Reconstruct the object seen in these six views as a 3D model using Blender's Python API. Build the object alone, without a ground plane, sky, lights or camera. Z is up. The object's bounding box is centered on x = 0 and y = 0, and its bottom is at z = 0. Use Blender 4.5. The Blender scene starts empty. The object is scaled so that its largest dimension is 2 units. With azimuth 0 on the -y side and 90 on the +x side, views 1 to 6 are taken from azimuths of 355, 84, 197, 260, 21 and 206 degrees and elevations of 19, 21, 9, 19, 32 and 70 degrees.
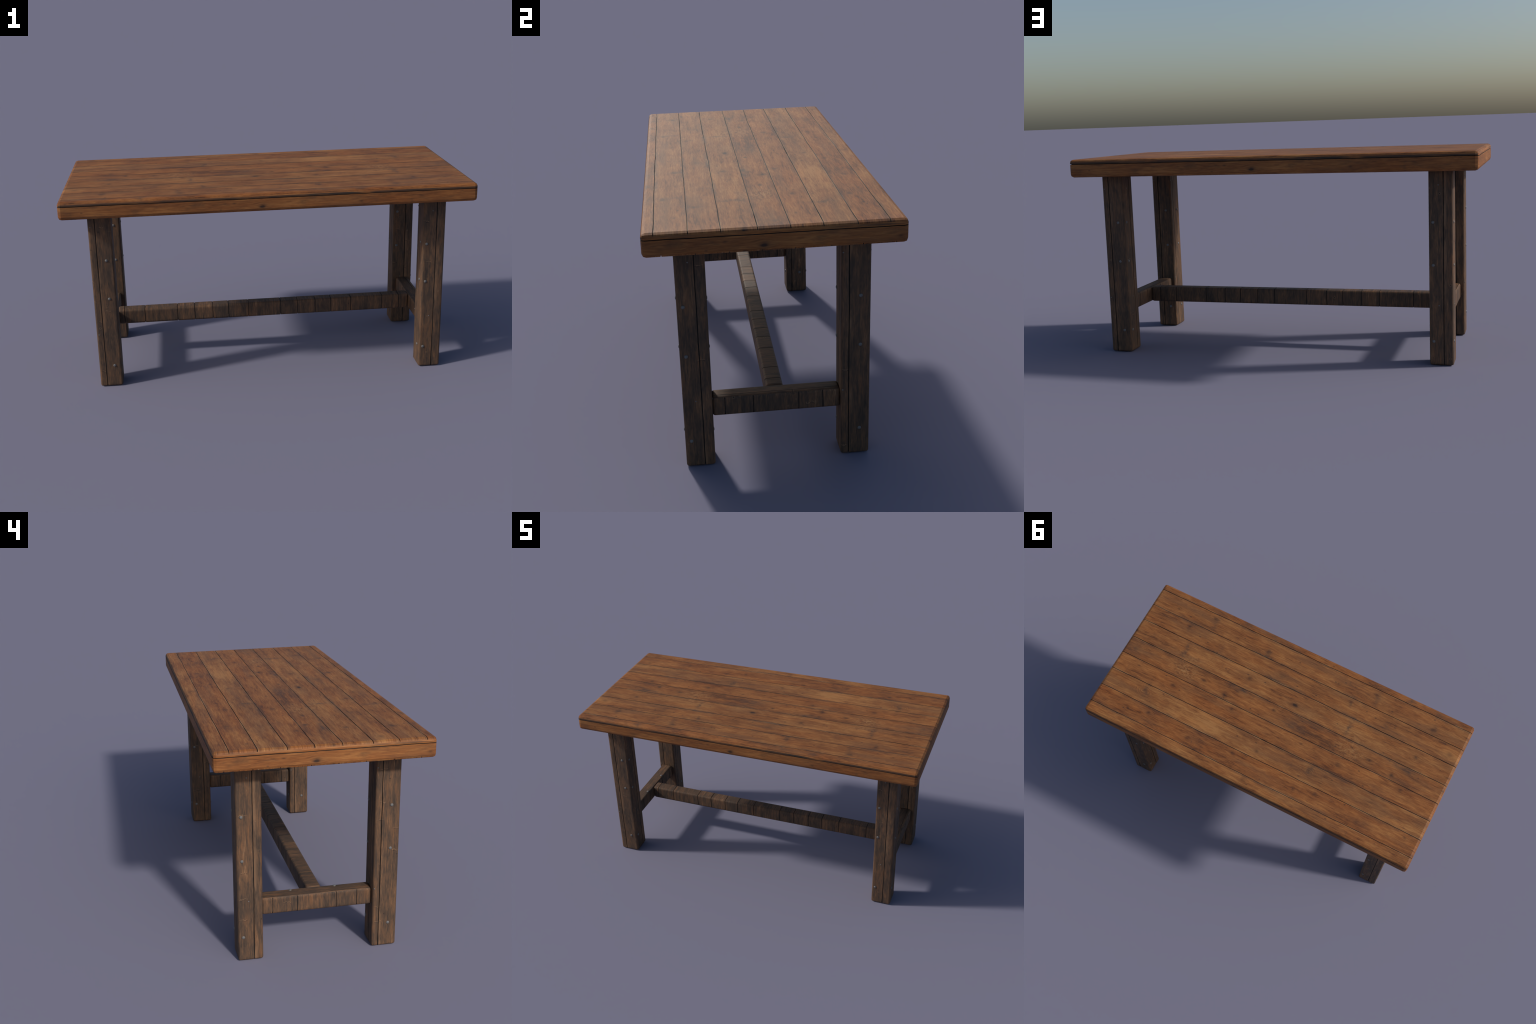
"""Rustic plank table: planked tabletop, four nailed timber legs, H-shaped stretcher."""
import bpy, bmesh, math
from mathutils import Vector, noise

# ------------------------------------------------------------------ sizes (metres)
HALF_X, HALF_Y = 1.0, 0.4597            # tabletop half extents
TOP_Z, UNDER_Z = 1.0, 0.9115         # tabletop upper and lower faces
EDGE = 0.0155                          # rounding of the tabletop edges
PLANK_UNDER = 0.9905                   # planks lie above this level
GROOVE_Z = 0.9772                      # groove that runs round the tabletop edge
UNDER_PLANK_TOP = 0.9205
SEAMS = [-0.416, -0.300, -0.189, -0.0637, 0.0492, 0.1625, 0.280, 0.394]
LEG_X, LEG_Y, LEG_HALF = 0.8225, 0.301, 0.0557
BAR_LOW, BAR_HIGH, BAR_HALF = 0.2008, 0.2812, 0.0337
GRAIN_PERIOD = 1.043                   # knots come back along the planks at this distance
NAIL_Z = [0.673, 0.4735, 0.1135]
TACK_Z = [0.8445, 0.2846]

scene_col = bpy.context.scene.collection


# ------------------------------------------------------------------ mesh helpers
def rounded_box(lo, hi, radius, segments):
    bm = bmesh.new()
    bmesh.ops.create_cube(bm, size=1.0)
    for v in bm.verts:
        v.co = Vector([(a + b) / 2 + c * (b - a) for a, b, c in zip(lo, hi, v.co)])
    if radius > 0:
        bmesh.ops.bevel(bm, geom=list(bm.edges), offset=radius, offset_type='OFFSET',
                        segments=segments, profile=0.5, affect='EDGES', clamp_overlap=True)
    return bm


def slice_along(bm, axis, start, stop, step):
    """Cut extra rings of vertices so that edges can wander."""
    no = Vector((0, 0, 0)); no[axis] = 1.0
    n = max(1, int((stop - start) / step))
    for i in range(1, n):
        co = Vector((0, 0, 0)); co[axis] = start + (stop - start) * i / n
        bmesh.ops.bisect_plane(bm, geom=bm.verts[:] + bm.edges[:] + bm.faces[:],
                               plane_co=co, plane_no=no, dist=1e-5)


def keep_side(bm, co, no, gap, wander=0.0, along=0, seed=0.0):
    """Keep the part of bm on the side that no points away from, stop it `gap` short of the
    plane, close the cut with dark faces (material 1) and let the cut edge wander."""
    no = Vector(no).normalized(); co = Vector(co) - no * gap
    res = bmesh.ops.bisect_plane(bm, geom=bm.verts[:] + bm.edges[:] + bm.faces[:],
                                 plane_co=co, plane_no=no, dist=1e-6, clear_outer=True)
    rim = [g for g in res['geom_cut'] if isinstance(g, bmesh.types.BMEdge)]
    res = bmesh.ops.contextual_create(bm, geom=rim, mat_nr=1)
    for f in res['faces']:
        f.material_index = 1
    if wander > 0:
        for v in bm.verts:
            if abs((v.co - co).dot(no)) < 2e-5:
                t = v.co[along]
                shared = noise.noise((t * 5.0, seed, 3.1)) * 1.2 + noise.noise((t * 17.0, seed, 7.7)) * 0.6
                own = noise.noise((t * 30.0, seed + 50.0 * no[0] + 23.0 * no[1] + 11 * no[2], 1.3))
                v.co += no * (wander * shared * (1 if sum(no) > 0 else -1) - gap * 0.55 * abs(own))


def make_object(name, bm, mats, parent, smooth=False):
    bmesh.ops.recalc_face_normals(bm, faces=bm.faces[:])
    me = bpy.data.meshes.new(name)
    bm.to_mesh(me); bm.free()
    for m in mats:
        me.materials.append(m)
    ob = bpy.data.objects.new(name, me)
    scene_col.objects.link(ob)
    ob.parent = parent
    if smooth:
        me.polygons.foreach_set('use_smooth', [True] * len(me.polygons))
        me.set_sharp_from_angle(angle=math.radians(38))
        wn = ob.modifiers.new('weighted_normal', 'WEIGHTED_NORMAL')
        wn.keep_sharp = True
        wn.weight = 100
    return ob


def join_boxes(bm, lo, hi, material_index):
    add = rounded_box(lo, hi, 0.007, 1)
    me = bpy.data.meshes.new('tmp'); add.to_mesh(me); add.free()
    old = set(bm.faces)
    bm.from_mesh(me); bpy.data.meshes.remove(me)
    for f in bm.faces:
        if f not in old:
            f.material_index = material_index


# ------------------------------------------------------------------ node helpers
class Tree:
    def __init__(self, name):
        self.mat = bpy.data.materials.new(name)
        self.mat.use_nodes = True
        self.nt = self.mat.node_tree
        self.nt.nodes.clear()
        out = self.nt.nodes.new('ShaderNodeOutputMaterial')
        self.bsdf = self.nt.nodes.new('ShaderNodeBsdfPrincipled')
        self.nt.links.new(self.bsdf.outputs[0], out.inputs[0])

    def put(self, sock, val):
        if hasattr(val, 'links'):
            self.nt.links.new(val, sock)
        elif isinstance(val, (tuple, list)) and len(val) == 3 and sock.type == 'RGBA':
            sock.default_value = (*val, 1.0)
        else:
            sock.default_value = val

    def math(self, op, a, b=0.0, c=0.0):
        n = self.nt.nodes.new('ShaderNodeMath'); n.operation = op
        for s, v in zip(n.inputs, (a, b, c)):
            self.put(s, v)
        return n.outputs[0]

    def add(self, a, b): return self.math('ADD', a, b)
    def sub(self, a, b): return self.math('SUBTRACT', a, b)
    def mul(self, a, b): return self.math('MULTIPLY', a, b)
    def less(self, a, b): return self.math('LESS_THAN', a, b)
    def more(self, a, b): return self.math('GREATER_THAN', a, b)

    def clamp(self, a):
        n = self.nt.nodes.new('ShaderNodeClamp'); self.put(n.inputs[0], a)
        return n.outputs[0]

    def span(self, v, a, b, c=0.0, d=1.0, smooth=True):
        n = self.nt.nodes.new('ShaderNodeMapRange')
        n.interpolation_type = 'SMOOTHSTEP' if smooth else 'LINEAR'
        n.clamp = True
        for s, x in zip(n.inputs, (v, a, b, c, d)):
            self.put(s, x)
        return n.outputs[0]

    def lerp(self, f, a, b):
        n = self.nt.nodes.new('ShaderNodeMix'); n.data_type = 'FLOAT'
        self.put(n.inputs[0], f); self.put(n.inputs[2], a); self.put(n.inputs[3], b)
        return n.outputs[0]

    def mix(self, f, a, b, mode='MIX'):
        n = self.nt.nodes.new('ShaderNodeMix'); n.data_type = 'RGBA'; n.blend_type = mode
        self.put(n.inputs[0], f); self.put(n.inputs[6], a); self.put(n.inputs[7], b)
        return n.outputs[2]

    def xyz(self, v):
        n = self.nt.nodes.new('ShaderNodeSeparateXYZ'); self.put(n.inputs[0], v)
        return n.outputs[0], n.outputs[1], n.outputs[2]

    def vec(self, x, y, z):
        n = self.nt.nodes.new('ShaderNodeCombineXYZ')
        for s, v in zip(n.inputs, (x, y, z)):
            self.put(s, v)
        return n.outputs[0]

    def position(self):
        return self.nt.nodes.new('ShaderNodeTexCoord').outputs['Object']

    def normal(self):
        return self.nt.nodes.new('ShaderNodeTexCoord').outputs['Normal']

    def noise(self, u, v, w, su, sv, sw=1.0, detail=4.0, rough=0.55, warp=0.0):
        n = self.nt.nodes.new('ShaderNodeTexNoise')
        self.put(n.inputs['Vector'], self.vec(self.mul(u, su), self.mul(v, sv), self.mul(w, sw)))
        n.inputs['Scale'].default_value = 1.0
        n.inputs['Detail'].default_value = detail
        n.inputs['Roughness'].default_value = rough
        n.inputs['Distortion'].default_value = warp
        return n.outputs[0]

    def cells(self, u, v, w, su, sv, sw=1.0, feature='F1', out='Distance'):
        n = self.nt.nodes.new('ShaderNodeTexVoronoi'); n.feature = feature
        self.put(n.inputs['Vector'], self.vec(self.mul(u, su), self.mul(v, sv), self.mul(w, sw)))
        n.inputs['Scale'].default_value = 1.0
        return n.outputs[out]

    def ramp(self, f, stops, interp='LINEAR'):
        n = self.nt.nodes.new('ShaderNodeValToRGB'); cr = n.color_ramp
        cr.interpolation = interp
        while len(cr.elements) < len(stops):
            cr.elements.new(0.5)
        for e, (p, c) in zip(cr.elements, stops):
            e.position = p
            e.color = (c, c, c, 1) if isinstance(c, (int, float)) else (*c, 1)
        self.put(n.inputs[0], f)
        return n.outputs[0]

    def blob(self, u, v, cu, cv, ru, rv, period=0.0):
        """(squared elliptical distance, du, dv) from a centre, repeating along u"""
        du = self.sub(u, cu)
        if period:
            du = self.math('WRAP', du, period / 2, -period / 2)
        dv = self.sub(v, cv)
        a = self.mul(du, 1.0 / ru); b = self.mul(dv, 1.0 / rv)
        return self.add(self.mul(a, a), self.mul(b, b)), du, dv

    def gauss(self, d2):
        return self.math('POWER', 0.3679, d2)

    def bump(self, height, strength, distance):
        n = self.nt.nodes.new('ShaderNodeBump')
        n.inputs['Strength'].default_value = strength
        n.inputs['Distance'].default_value = distance
        self.put(n.inputs['Height'], height)
        self.put(self.bsdf.inputs['Normal'], n.outputs[0])

    def finish(self, color, rough, spec=0.5):
        self.put(self.bsdf.inputs['Base Color'], color)
        self.put(self.bsdf.inputs['Roughness'], rough)
        self.bsdf.inputs['Specular IOR Level'].default_value = spec
        return self.mat


# ------------------------------------------------------------------ materials
# knots on the tabletop: (x, y, half length, half width, darkness)
TOP_KNOTS = [
    (-0.0414, -0.1087, 0.015, 0.010, 1.25), (-0.423, -0.383, 0.014, 0.012, 0.62),
    (0.248, -0.333, 0.016, 0.012, 0.62), (0.264, -0.138, 0.012, 0.010, 0.70),
    (0.341, 0.0197, 0.013, 0.011, 0.85), (0.261, 0.0766, 0.012, 0.010, 0.60),
    (-0.415, 0.103, 0.016, 0.012, 0.62), (0.488, -0.004, 0.016, 0.009, 0.75),
    (-0.314, -0.271, 0.013, 0.010, 0.50), (0.048, -0.026, 0.010, 0.008, 0.70),
    (0.1058, -0.240, 0.020, 0.014, 0.45), (0.397, 0.3485, 0.013, 0.009, 0.50),
    (-0.260, 0.342, 0.008, 0.007, 0.70), (-0.377, 0.313, 0.009, 0.009, 0.65),
    (0.0075, 0.4233, 0.016, 0.011, 0.45), (-0.288, 0.205, 0.013, 0.009, 0.50),
    (0.13, 0.31, 0.010, 0.008, 0.55), (-0.18, 0.085, 0.008, 0.006, 0.5),
    (0.02, 0.235, 0.011, 0.008, 0.5), (-0.20, -0.345, 0.009, 0.007, 0.5),
]
# soft dark stains: (x, y, half length, half width, strength)
TOP_STAINS = [
    (-0.372, -0.125, 0.013, 0.055, 0.95), (-0.295, 0.190, 0.014, 0.045, 0.70),
    (-0.440, -0.360, 0.015, 0.050, 0.55), (0.242, -0.333, 0.013, 0.030, 0.55), (-0.318, -0.270, 0.011, 0.028, 0.55),
    (0.429, -0.440, 0.026, 0.020, 0.90), (0.268, -0.043, 0.022, 0.016, 0.60), (0.491, -0.228, 0.016, 0.03, 0.40),
    (0.255, -0.430, 0.018, 0.02, 0.70), (-0.085, 0.012, 0.075, 0.026, 0.75),
    (0.294, -0.054, 0.085, 0.016, 0.80), (-0.12, -0.03, 0.10, 0.05, 0.35),
    (-0.46, 0.165, 0.07, 0.014, 0.45), (0.12, -0.195, 0.10, 0.018, 0.55),
    (-0.30, -0.305, 0.10, 0.015, 0.45), (0.30, 0.285, 0.11, 0.014, 0.55),
    (-0.31, 0.230, 0.055, 0.040, 0.35), (0.36, 0.340, 0.06, 0.035, 0.40),
    (0.10, 0.175, 0.07, 0.02, 0.35), (-0.42, -0.435, 0.07, 0.015, 0.5),
    (0.20, -0.435, 0.10, 0.015, 0.4), (-0.08, 0.36, 0.09, 0.03, 0.3),
]

TOP_DARK = (0.086, 0.036, 0.017)
TOP_RED = (0.184, 0.072, 0.0250)
TOP_BROWN = (0.234, 0.098, 0.0335)
TOP_TAN = (0.335, 0.156, 0.054)
STAIN = (0.056, 0.037, 0.028)


def wood_colour(t, u, v, w, tone, red, long_grain=1.0):
    """warm brown plank colour along u, grain across v"""
    def part(k, *a, **kw):
        return t.mul(t.sub(t.noise(u, v, w, *a, **kw), 0.5), k)
    broad = part(0.42, 3.0, 14, detail=3, rough=0.5)
    streak = part(0.56 / long_grain ** 0.5, 4.2 / long_grain, 80, detail=5, rough=0.65, warp=0.30)
    fine = part(0.86, 22 / long_grain, 230, detail=5, rough=0.7, warp=0.25)
    flame = part(0.56 / long_grain, 9 / long_grain, 42, detail=5, rough=0.65, warp=1.2 / long_grain)
    val = t.add(t.add(broad, streak), t.add(fine, flame))
    val = t.add(t.add(val, 0.60), tone)
    col = t.ramp(val, [(0.36, TOP_DARK), (0.52, TOP_RED), (0.65, TOP_BROWN), (0.86, TOP_TAN)])
    hue = t.span(t.noise(u, v, w, 5, 22, detail=2), 0.40, 0.66)
    col = t.mix(t.clamp(t.add(t.mul(hue, 0.35), red)), col, (1.10, 0.90, 0.72), 'MULTIPLY')
    grey = t.span(t.noise(u, v, t.add(w, 4.0), 2.6, 17, detail=4, rough=0.6), 0.50, 0.70)
    col = t.mix(t.mul(grey, 0.40), col, (0.120, 0.062, 0.034))
    # short dark flecks and cracks in the grain
    fleck = t.span(t.noise(u, v, t.add(w, 9.0), 26, 190, detail=3, rough=0.6, warp=0.5), 0.61, 0.70)
    zone = t.span(t.noise(u, v, t.add(w, 2.0), 6, 24, detail=2), 0.42, 0.60)
    col = t.mix(t.mul(t.mul(fleck, zone), 0.32), col, (0.062, 0.032, 0.020))
    return col, t.add(t.mul(streak, 0.8), 0.5), t.add(fine, 0.5)


def specks(t, u, v, w):
    d = t.cells(u, v, w, 17, 30, 0.0)
    pick = t.cells(u, v, w, 17, 30, 0.0, out='Color')
    r = t.xyz(pick)[0]
    return t.mul(t.span(d, 0.05, 0.15, 1.0, 0.0), t.more(r, 0.62))


def tabletop_wood():
    t = Tree('tabletop_wood')
    x, y, z = t.xyz(t.position())
    # tone of each plank, front to back
    edges = [-0.458] + SEAMS
    tones = [-0.02, 0.005, 0.02, 0.035, -0.045, -0.005, 0.05, -0.03, 0.04]
    reds = [0.40, 0.12, 0.10, 0.05, 0.20, 0.30, 0.0, 0.38, 0.12]
    place = t.span(y, -0.5, 0.5, smooth=False)
    tone = t.ramp(place, [(e + 0.5, 0.5 + k) for e, k in zip(edges, tones)], 'CONSTANT')
    tone = t.sub(tone, 0.5)
    red = t.ramp(place, [(e + 0.5, k) for e, k in zip(edges, reds)], 'CONSTANT')
    # every plank is its own piece of timber, paler and darker in lengths
    piece = t.mul(t.ramp(place, [(e + 0.5, i / 10) for i, e in enumerate(edges)], 'CONSTANT'), 7.0)
    lengths = t.noise(x, 0.0, t.mul(piece, 3.0), 4.2, 1.0, 1.0, detail=2, rough=0.5)
    tone = t.add(tone, t.mul(t.sub(lengths, 0.5), 0.48))
    # the grain flows round the knots
    bend, dark, ring = 0.0, 0.0, 0.0
    # ragged outlines for stains and knots
    rx_ = t.noise(x, y, 3.0, 26, 34, detail=4, rough=0.6)
    ry_ = t.noise(x, y, 8.0, 26, 34, detail=4, rough=0.6)
    xs, ys = t.add(x, t.mul(t.sub(rx_, 0.5), 0.060)), t.add(y, t.mul(t.sub(ry_, 0.5), 0.035))
    xk, yk = t.add(x, t.mul(t.sub(rx_, 0.5), 0.022)), t.add(y, t.mul(t.sub(ry_, 0.5), 0.014))
    for (kx, ky, rx, ry, s) in TOP_KNOTS:
        d2, du, dv = t.blob(xk, yk, kx, ky, rx, ry, GRAIN_PERIOD)
        core = t.mul(t.gauss(d2), s)
        halo = t.gauss(t.mul(d2, 0.16))
        dark = t.add(dark, t.add(core, t.mul(halo, 0.16 * s)))
        bend = t.add(bend, t.mul(t.mul(dv, halo), -0.55))
    yb = t.add(y, bend)
    col, streak, fine = wood_colour(t, x, yb, piece, tone, red)
    # swirling figure
    d2, du, dv = t.blob(x, y, -0.286, 0.212, 0.060, 0.034, GRAIN_PERIOD)
    wob = t.noise(x, y, piece, 20, 45, detail=3)
    rings = t.math('SINE', t.add(t.mul(t.math('SQRT', d2), 24.0), t.mul(wob, 14.0)))
    ring = t.mul(t.span(rings, 0.1, 0.9), t.span(d2, 0.5, 1.5, 1.0, 0.0))
    col = t.mix(t.mul(ring, 0.42), col, (0.095, 0.040, 0.019))
    # soft stains
    st = 0.0
    for (sx, sy, lx, ly, s) in TOP_STAINS:
        d2, du, dv = t.blob(xs, ys, sx, sy, lx, ly, GRAIN_PERIOD)
        st = t.add(st, t.mul(t.gauss(d2), s))
    near = None
    for q in SEAMS:
        d = t.math('ABSOLUTE', t.sub(y, q))
        near = d if near is None else t.math('MINIMUM', near, d)
    hug = t.mul(t.span(near, 0.002, 0.020, 1.0, 0.0),
                t.span(t.noise(x, y, piece, 3.2, 9, detail=3, rough=0.6), 0.42, 0.66))
    st = t.add(st, t.mul(hug, 0.75))
    cross = t.mul(t.span(t.noise(x, y, t.add(piece, 1.0), 30, 7, detail=4, rough=0.6, warp=0.6), 0.60, 0.72),
                  t.span(t.noise(x, y, t.add(piece, 6.0), 4, 9, detail=2), 0.48, 0.62))
    st = t.add(st, t.mul(cross, 0.45))
    worn = t.mul(t.span(near, 0.0022, 0.0055, 1.0, 0.0), t.span(t.noise(x, y, t.add(piece, 5.0), 7, 12, detail=4), 0.52, 0.62))
    rag = t.span(t.noise(x, y, piece, 22, 60, detail=4, rough=0.65), 0.30, 0.68, 0.35, 1.15)
    col = t.mix(t.clamp(t.mul(t.mul(st, rag), 0.74)), col, STAIN)
    col = t.mix(t.mul(worn, 0.55), col, (0.36, 0.21, 0.10))
    # worn, flaked patch
    d2, du, dv = t.blob(x, y, -0.432, -0.010, 0.085, 0.040, GRAIN_PERIOD)
    d3, du, dv = t.blob(x, y, -0.41, -0.090, 0.10, 0.03, GRAIN_PERIOD)
    wear = t.clamp(t.add(t.gauss(d2), t.mul(t.gauss(d3), 0.5)))
    flake = t.noise(x, y, piece, 42, 115, detail=5, rough=0.7, warp=0.8)
    col = t.mix(t.clamp(t.mul(t.mul(wear, t.span(flake, 0.48, 0.58)), 0.75)), col, (0.31, 0.165, 0.068))
    col = t.mix(t.mul(wear, t.span(flake, 0.46, 0.38)), col, (0.075, 0.040, 0.022))
    # knots, pores
    knotty = t.noise(x, y, piece, 150, 190, detail=3, rough=0.6)
    col = t.mix(t.clamp(t.mul(dark, t.add(0.50, t.mul(knotty, 0.75)))), col, (0.038, 0.021, 0.015))
    col = t.mix(t.mul(specks(t, x, y, piece), 0.7), col, (0.050, 0.028, 0.020))
    h = t.sub(t.add(t.mul(streak, 0.5), t.mul(fine, 0.5)), t.mul(t.clamp(dark), 0.4))
    t.bump(h, 0.45, 0.0012)
    return t.finish(col, t.lerp(streak, 0.68, 0.54), 0.20)


def edge_wood():
    """edge boards: the grain runs round the tabletop"""
    t = Tree('edge_wood')
    x, y, z = t.xyz(t.position())
    nx, ny, nz = t.xyz(t.normal())
    end = t.more(t.math('ABSOLUTE', nx), t.math('ABSOLUTE', ny))
    u = t.lerp(end, t.mul(t.mul(x, -1.0), t.math('SIGN', y)), t.mul(y, t.math('SIGN', x)))
    bend, dark = 0.0, 0.0
    knots = [(-0.045, 0.9350, 0.014, 0.006, 1.1), (-0.040, 0.9435, 0.017, 0.009, 0.55),
             (-0.177, 0.957, 0.009, 0.003, 0.8), (-0.36, 0.959, 0.018, 0.007, 0.45),
             (-0.325, 0.956, 0.012, 0.008, 0.45), (0.15, 0.953, 0.022, 0.004, 0.35),
             (0.43, 0.941, 0.009, 0.006, 0.6), (0.61, 0.963, 0.02, 0.004, 0.4), (0.72, 0.955, 0.012, 0.004, 0.5),
             (-0.62, 0.946, 0.03, 0.006, 0.35), (-0.395, 0.943, 0.012, 0.006, 0.4)]
    for (ku, kz, ru, rz, s) in knots:
        d2, du, dv = t.blob(u, z, ku, kz, ru, rz)
        halo = t.gauss(t.mul(d2, 0.16))
        dark = t.add(dark, t.add(t.mul(t.gauss(d2), s), t.mul(halo, 0.12 * s)))
        bend = t.add(bend, t.mul(t.mul(dv, halo), -0.5))
    v = t.add(z, bend)
    col, streak, fine = wood_colour(t, u, v, 2.3, 0.025, 0.30, 1.5)
    col = t.mix(t.clamp(t.mul(dark, 0.85)), col, (0.045, 0.025, 0.017))
    mott = t.span(t.noise(u, v, 11.0, 13, 55, detail=5, rough=0.65, warp=0.6), 0.50, 0.68)
    col = t.mix(t.mul(mott, 0.42), col, (0.085, 0.046, 0.025))
    # stained strip under the lip on the long sides
    blot = t.noise(u, v, 7.0, 2.2, 30, detail=4)
    side = t.mul(t.sub(1.0, end), t.span(t.noise(u, 0.0, 3.0, 4, 1, detail=3), 0.30, 0.52))
    lip = t.mul(t.mul(t.span(z, 0.9765, 0.978), t.span(z, 0.9895, 0.985)), t.add(side, t.span(blot, 0.48, 0.62)))
    col = t.mix(t.clamp(t.mul(lip, 0.85)), col, (0.045, 0.030, 0.022))
    col = t.mix(t.mul(specks(t, u, t.add(v, 3.0), 1.0), 0.5), col, (0.055, 0.030, 0.020))
    t.bump(t.add(t.mul(streak, 0.5), t.mul(fine, 0.5)), 0.45, 0.0012)
    return t.finish(col, t.lerp(streak, 0.68, 0.54), 0.20)


LEG_DARK = (0.045, 0.033, 0.026)
LEG_GREY = (0.080, 0.052, 0.036)
LEG_BROWN = (0.118, 0.067, 0.040)
LEG_ORANGE = (0.172, 0.092, 0.049)
LEG_LIGHT = (0.300, 0.185, 0.110)


def timber(name, axis_along, axis_loose=None, worn_joints=False):
    """weathered dark timber, grain along one axis (and, for blocks, along a second one too)"""
    t = Tree(name)
    p = list(t.xyz(t.position()))
    rnd = t.nt.nodes.new('ShaderNodeObjectInfo').outputs['Random']

    def grain(along, across, **kw):
        s = [across] * 3
        s[axis_along] = along
        if axis_loose is not None:
            s[axis_loose] = along
        return t.noise(p[0], p[1], p[2], s[0], s[1], s[2], **kw)

    def part(k, *a, **kw):
        return t.mul(t.sub(grain(*a, **kw), 0.5), k)

    broad = part(0.48, 5, 17, detail=3, rough=0.55)
    streak = part(0.66, 5.5, 115, detail=5, rough=0.68, warp=0.2)
    fine = part(0.85, 26, 260, detail=5, rough=0.7)
    soft = part(0.62, 11, 36, detail=5, rough=0.65, warp=0.5)
    val = t.add(t.add(broad, streak), t.add(fine, soft))
    val = t.add(t.add(val, 0.60), t.mul(t.sub(rnd, 0.5), 0.02))
    col = t.ramp(val, [(0.36, LEG_DARK), (0.54, LEG_GREY), (0.66, LEG_BROWN), (0.80, LEG_ORANGE), (0.98, LEG_LIGHT)])
    # rubbed orange streaks and dark weathering
    rub = t.mul(t.span(grain(7, 62, detail=5, rough=0.65), 0.52, 0.68), t.span(grain(6, 18, detail=2), 0.42, 0.60))
    col = t.mix(t.mul(rub, 0.52), col, (0.200, 0.092, 0.042))
    grey = t.span(grain(6, 24, detail=5, rough=0.66, warp=0.4), 0.48, 0.68)
    col = t.mix(t.mul(grey, 0.50), col, (0.051, 0.038, 0.030))
    if worn_joints:
        near = t.math('MINIMUM', t.math('ABSOLUTE', t.sub(t.math('ABSOLUTE', p[1]), 0.280)),
                      t.math('ABSOLUTE', t.sub(t.math('ABSOLUTE', p[0]), 0.839)))
        worn = t.mul(t.span(near, 0.001, 0.016, 1.0, 0.0), t.span(grain(5, 30, detail=4, rough=0.65), 0.46, 0.62))
        col = t.mix(t.mul(worn, 0.60), col, (0.235, 0.135, 0.076))
    # pin holes with a bright torn lip
    d = t.cells(p[0], p[1], p[2], 21, 21, 21)
    pick = t.xyz(t.cells(p[0], p[1], p[2], 21, 21, 21, out='Color'))[0]
    hole = t.mul(t.span(d, 0.025, 0.085, 1.0, 0.0), t.more(pick, 0.50))
    ring = t.mul(t.mul(t.span(d, 0.05, 0.09), t.span(d, 0.16, 0.10)), t.more(pick, 0.72))
    # short scars across the grain, bright above a dark cut
    q = 15.0
    mid = t.xyz(t.cells(p[0], p[1], p[2], q, q, q, out='Position'))
    chance = t.xyz(t.cells(p[0], p[1], p[2], q, q, q, out='Color'))[1]
    wob = t.mul(t.sub(t.noise(p[0], p[1], p[2], 70, 70, 70, detail=3), 0.5), 0.35)
    off = [t.sub(t.mul(p[i], q), mid[i]) for i in range(3)]
    side = [i for i in range(3) if i != axis_along]
    reach = t.math('SQRT', t.add(t.mul(off[side[0]], off[side[0]]), t.mul(off[side[1]], off[side[1]])))
    line = t.add(off[axis_along], t.add(wob, t.mul(off[side[0]], 0.25)))
    here = t.mul(t.span(reach, 0.22, 0.32, 1.0, 0.0), t.more(chance, 0.80))
    lip = t.mul(t.span(t.math('ABSOLUTE', line), 0.006, 0.026, 1.0, 0.0), here)
    cut = t.mul(t.span(t.math('ABSOLUTE', t.add(line, 0.045)), 0.006, 0.026, 1.0, 0.0), here)
    col = t.mix(t.clamp(t.add(t.mul(lip, 0.45), t.mul(ring, 0.25))), col, LEG_LIGHT)
    col = t.mix(t.clamp(t.add(t.mul(hole, 0.8), t.mul(cut, 0.5))), col, (0.020, 0.016, 0.014))
    h = t.sub(t.add(t.mul(streak, 0.5), t.mul(fine, 0.5)), t.add(t.mul(hole, 0.6), t.mul(cut, 0.4)))
    t.bump(h, 0.6, 0.0016)
    return t.finish(col, t.lerp(t.add(streak, 0.5), 0.72, 0.58), 0.20)


def plain(name, color, rough, metallic=0.0, mottle=0.0):
    t = Tree(name)
    x, y, z = t.xyz(t.position())
    n = t.noise(x, y, z, 300, 300, 300, detail=2)
    col = t.mix(t.mul(n, mottle), color, tuple(c * 0.5 for c in color))
    t.bsdf.inputs['Metallic'].default_value = metallic
    return t.finish(col, rough)


M_TOP = tabletop_wood()
M_EDGE = edge_wood()
M_SEAM = plain('seam_near_black', (0.020, 0.016, 0.014), 0.75)
M_LEG = timber('leg_timber', 2, worn_joints=True)
M_BLOCK_X = timber('cross_grain_timber', 2, 1)      # stretcher blocks: grain up the sides and over the top
M_BLOCK_Y = timber('upright_grain_timber', 2)
M_CAP = timber('cap_timber', 1)
M_IRON = plain('nail_iron', (0.160, 0.155, 0.150), 0.55, 0.10, 0.8)

# ------------------------------------------------------------------ the table
table = bpy.data.objects.new('wooden_table', None)
scene_col.objects.link(table)
table['label'] = 'rustic brown plank table with dark nailed legs'
table['category'] = 'table'


def slab():
    bm = rounded_box((-HALF_X, -HALF_Y, UNDER_Z), (HALF_X, HALF_Y, TOP_Z), EDGE, 2)
    return bm


# apron: the thick lower board, with the dark filling that shows in all seams
bm = slab()
slice_along(bm, 0, -HALF_X, HALF_X, 0.04)
slice_along(bm, 1, -HALF_Y, HALF_Y, 0.04)
keep_side(bm, (0, 0, GROOVE_Z), (0, 0, 1), 0.0016)
keep_side(bm, (0, 0, UNDER_PLANK_TOP), (0, 0, -1), 0.0)


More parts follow.
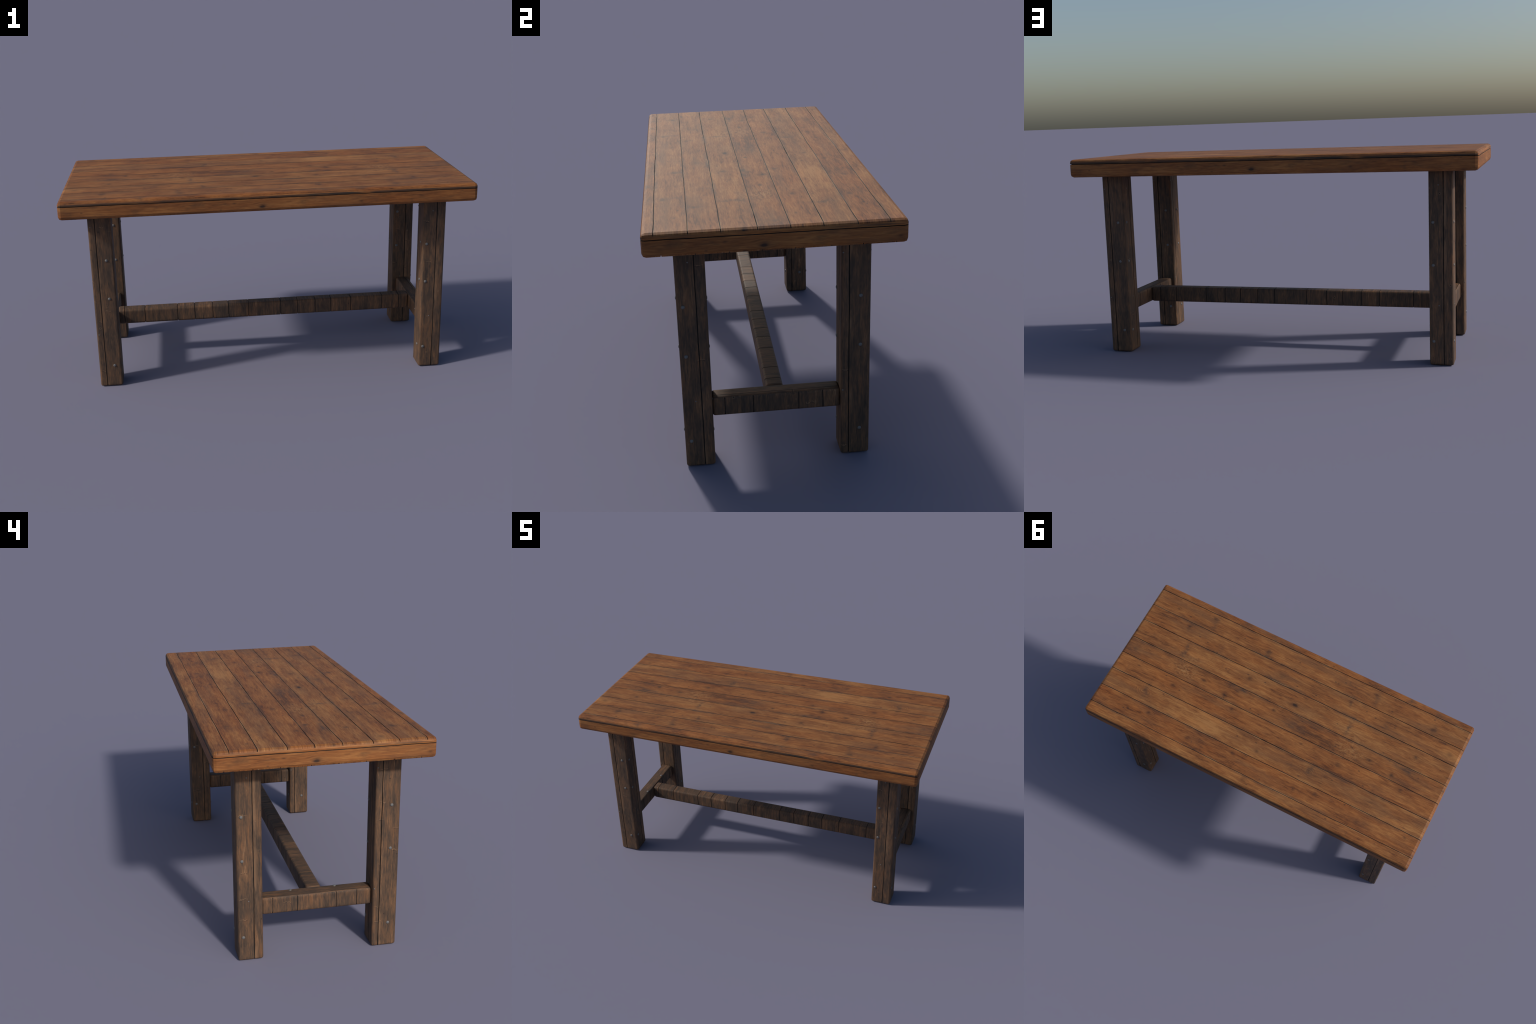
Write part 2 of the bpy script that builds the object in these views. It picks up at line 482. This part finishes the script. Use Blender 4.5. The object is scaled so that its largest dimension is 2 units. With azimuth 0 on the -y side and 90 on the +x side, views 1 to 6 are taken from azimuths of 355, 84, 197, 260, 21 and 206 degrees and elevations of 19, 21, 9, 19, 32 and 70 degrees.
def groove_wave(v):
    s = v.x + 2.3 * v.y
    return 0.0016 * noise.noise((s * 3.0, 5.0, 0)) + 0.0007 * noise.noise((s * 14.0, 9.0, 0))


for v in bm.verts:
    if abs(v.co.z - (GROOVE_Z - 0.0016)) < 1e-4:
        v.co.z += groove_wave(v.co) - 0.0006 * abs(noise.noise((v.co.x * 25, v.co.y * 25, 2)))
join_boxes(bm, (-HALF_X + .006, -HALF_Y + .006, 0.970), (HALF_X - .006, HALF_Y - .006, 0.985), 1)
join_boxes(bm, (-HALF_X + .0135, -HALF_Y + .0135, 0.986), (HALF_X - .0135, HALF_Y - .0135, 0.9966), 1)
join_boxes(bm, (-HALF_X + .0135, -HALF_Y + .0135, 0.9146), (HALF_X - .0135, HALF_Y - .0135, 0.925), 1)
tabletop = make_object('tabletop', bm, [M_EDGE, M_SEAM], table)

# edging: thin board between planks and groove
bm = slab()
slice_along(bm, 0, -HALF_X, HALF_X, 0.04)
slice_along(bm, 1, -HALF_Y, HALF_Y, 0.04)
keep_side(bm, (0, 0, PLANK_UNDER), (0, 0, 1), 0.0)
keep_side(bm, (0, 0, GROOVE_Z), (0, 0, -1), 0.0016)
for v in bm.verts:
    if abs(v.co.z - (GROOVE_Z + 0.0016)) < 1e-4:
        v.co.z += groove_wave(v.co)
make_object('edging', bm, [M_EDGE, M_SEAM], tabletop)


def planks(name, seams, z_cut, up, mat):
    bounds = [None] + seams + [None]
    for i in range(len(bounds) - 1):
        bm = slab()
        slice_along(bm, 0, -HALF_X, HALF_X, 0.018)
        keep_side(bm, (0, 0, z_cut), (0, 0, -1 if up else 1), 0.0)
        if bounds[i] is not None:
            keep_side(bm, (0, bounds[i], 0), (0, -1, 0), 0.0014, 0.0018, 0, seed=bounds[i] * 91)
        if bounds[i + 1] is not None:
            keep_side(bm, (0, bounds[i + 1], 0), (0, 1, 0), 0.0014, 0.0018, 0, seed=bounds[i + 1] * 91)
        make_object(name, bm, [mat, M_SEAM], tabletop)


planks('plank', SEAMS, PLANK_UNDER, True, M_TOP)
planks('underside_plank', [-s for s in reversed(SEAMS)], UNDER_PLANK_TOP, False, M_TOP)


# ------------------------------------------------------------------ nails
def dome(name, radius, height):
    bm = bmesh.new()
    profile = [(radius * 1.0, -0.001), (radius * 1.0, height * 0.25), (radius * 0.82, height * 0.68),
               (radius * 0.45, height * 0.95)]
    n = 10
    rings = [[bm.verts.new((r * math.cos(2 * math.pi * i / n), r * math.sin(2 * math.pi * i / n), h))
              for i in range(n)] for r, h in profile]
    tip = bm.verts.new((0, 0, height))
    for a, b in zip(rings, rings[1:]):
        for i in range(n):
            bm.faces.new((a[i], a[(i + 1) % n], b[(i + 1) % n], b[i]))
    for i in range(n):
        bm.faces.new((rings[-1][i], rings[-1][(i + 1) % n], tip))
    me = bpy.data.meshes.new(name); bm.to_mesh(me); bm.free()
    me.materials.append(M_IRON)
    me.polygons.foreach_set('use_smooth', [True] * len(me.polygons))
    return me


NAIL, TACK = dome('nail', 0.0074, 0.0038), dome('tack', 0.0030, 0.0014)


def drive(name, me, at, facing, parent):
    ob = bpy.data.objects.new(name, me)
    ob.location = at
    ob.rotation_euler = Vector(facing).to_track_quat('Z', 'Y').to_euler()
    scene_col.objects.link(ob)
    ob.parent = parent


# ------------------------------------------------------------------ legs
# where the joint and the nails stand on the faces that look along -x/+x and -y/+y
def face_line(sign_face, sign_leg, near, far):
    return sign_leg * (near if sign_face * sign_leg < 0 else far)


for sx in (-1, 1):
    for sy in (-1, 1):
        cx, cy = sx * LEG_X, sy * LEG_Y
        lo = (cx - LEG_HALF, cy - LEG_HALF, 0.0)
        hi = (cx + LEG_HALF, cy + LEG_HALF, UNDER_Z + 0.0025)
        core = rounded_box((lo[0] + .005, lo[1] + .005, .004), (hi[0] - .005, hi[1] - .005, hi[2] - .004), 0.004, 1)
        for f in core.faces:
            f.material_index = 1
        leg = make_object('leg', core, [M_LEG, M_SEAM], table)
        # joints on opposite faces stand 1 cm apart, so the parting planes are slightly skewed
        y_at = {f: face_line(f, sy, 0.2850, 0.2747) for f in (-1, 1)}
        x_at = {f: face_line(f, sx, 0.8340, 0.8440) if f > 0 else face_line(f, sx, 0.8335, 0.8445) for f in (-1, 1)}
        y_mid, y_skew = (y_at[1] + y_at[-1]) / 2, (y_at[1] - y_at[-1]) / (2 * LEG_HALF)
        x_mid, x_skew = (x_at[1] + x_at[-1]) / 2, (x_at[1] - x_at[-1]) / (2 * LEG_HALF)
        for a in (-1, 1):
            for b in (-1, 1):
                bm = rounded_box(lo, hi, 0.0095, 3)
                slice_along(bm, 2, 0.0, hi[2], 0.02)
                keep_side(bm, (x_mid, cy, 0), (a, -a * x_skew, 0), 0.0018, 0.0012, 2, seed=sx * 3 + sy * 7 + 0.5)
                keep_side(bm, (cx, y_mid, 0), (-b * y_skew, b, 0), 0.0018, 0.0012, 2, seed=sx * 5 + sy * 2 + 1.5)
                make_object('board', bm, [M_LEG, M_SEAM], leg, smooth=True)
        for f in (-1, 1):
            yn = face_line(f, sy, 0.3330, 0.3177)
            xn = face_line(f, sx, 0.7865, 0.8015)
            yt = face_line(f, sy, 0.3075, 0.2522)
            xt = face_line(f, sx, 0.8120, 0.8660)
            for zn in NAIL_Z:
                drive('nail', NAIL, (cx + f * LEG_HALF, yn, zn), (f, 0, 0), leg)
                drive('nail', NAIL, (xn, cy + f * LEG_HALF, zn), (0, f, 0), leg)
            for zt in TACK_Z:
                drive('tack', TACK, (cx + f * LEG_HALF, yt, zt), (f, 0, 0), leg)
                drive('tack', TACK, (xt, cy + f * LEG_HALF, zt), (0, f, 0), leg)


# ------------------------------------------------------------------ stretcher and crossbars
def blocks(parent, lo, hi, axis, seams, mat, cuts=(), seed=0.0):
    bounds = [None] + seams + [None]
    for i in range(len(bounds) - 1):
        bm = rounded_box(lo, hi, 0.0105, 3)
        slice_along(bm, 2, lo[2], hi[2], 0.014)
        for co, no in cuts:
            keep_side(bm, co, no, 0.0)
        for k, sgn in ((i, -1), (i + 1, 1)):
            if bounds[k] is not None:
                co = [0, 0, 0]; no = [0, 0, 0]
                co[axis] = bounds[k]; no[axis] = sgn
                keep_side(bm, co, no, 0.0016, 0.0010, 2, seed=seed + bounds[k] * 57)
        make_object('block', bm, [mat, M_SEAM], parent, smooth=True)


def inner_core(lo, hi):
    m = 0.0035
    bm = rounded_box([a + m for a in lo], [b - m for b in hi], 0.006, 1)
    for f in bm.faces:
        f.material_index = 1
    return bm


END = LEG_X - BAR_HALF + 0.0006
lo, hi = (-END, -BAR_HALF, BAR_LOW), (END, BAR_HALF, BAR_HIGH)
stretcher = make_object('stretcher', inner_core(lo, hi), [M_BLOCK_X, M_SEAM], table)
blocks(stretcher, lo, hi, 0,
       [-0.756, -0.6478, -0.474, -0.3805, -0.284, -0.1985, -0.090, 0.0845, 0.1765, 0.273, 0.3595, 0.468,
        0.643, 0.735], M_BLOCK_X)

CAP = BAR_HIGH - 0.0034
for sx in (-1, 1):
    lo = (sx * LEG_X - BAR_HALF, -0.2465, BAR_LOW)
    hi = (sx * LEG_X + BAR_HALF, 0.2465, BAR_HIGH)
    bar = make_object('crossbar', inner_core(lo, hi), [M_BLOCK_Y, M_SEAM], table)
    seams = [-0.198, -0.0890, 0.0855, 0.1790] if sx > 0 else [-0.1795, -0.0859, 0.0893, 0.1980]
    blocks(bar, lo, hi, 1, seams, M_BLOCK_Y,
           cuts=[((0, 0, CAP), (0, 0, 1)), ((0, 0, BAR_LOW + 0.0034), (0, 0, -1))], seed=sx)
    split = 0.8375 if sx > 0 else -0.8485
    for up in (True, False):
        for side in (-1, 1):
            bm = rounded_box(lo, hi, 0.0105, 3)
            slice_along(bm, 1, lo[1], hi[1], 0.02)
            keep_side(bm, (0, 0, CAP if up else BAR_LOW + 0.0034), (0, 0, -1 if up else 1), 0.0)
            keep_side(bm, (split, 0, 0), (side, 0, 0), 0.0010, 0.0008, 1, seed=sx * 9 + up)
            make_object('cap', bm, [M_CAP, M_SEAM], bar, smooth=True)
    if sx < 0:
        for yn in (0.109, -0.0914):
            drive('nail', NAIL, (-0.8015, yn, BAR_HIGH - 0.001), (0, 0, 1), bar)
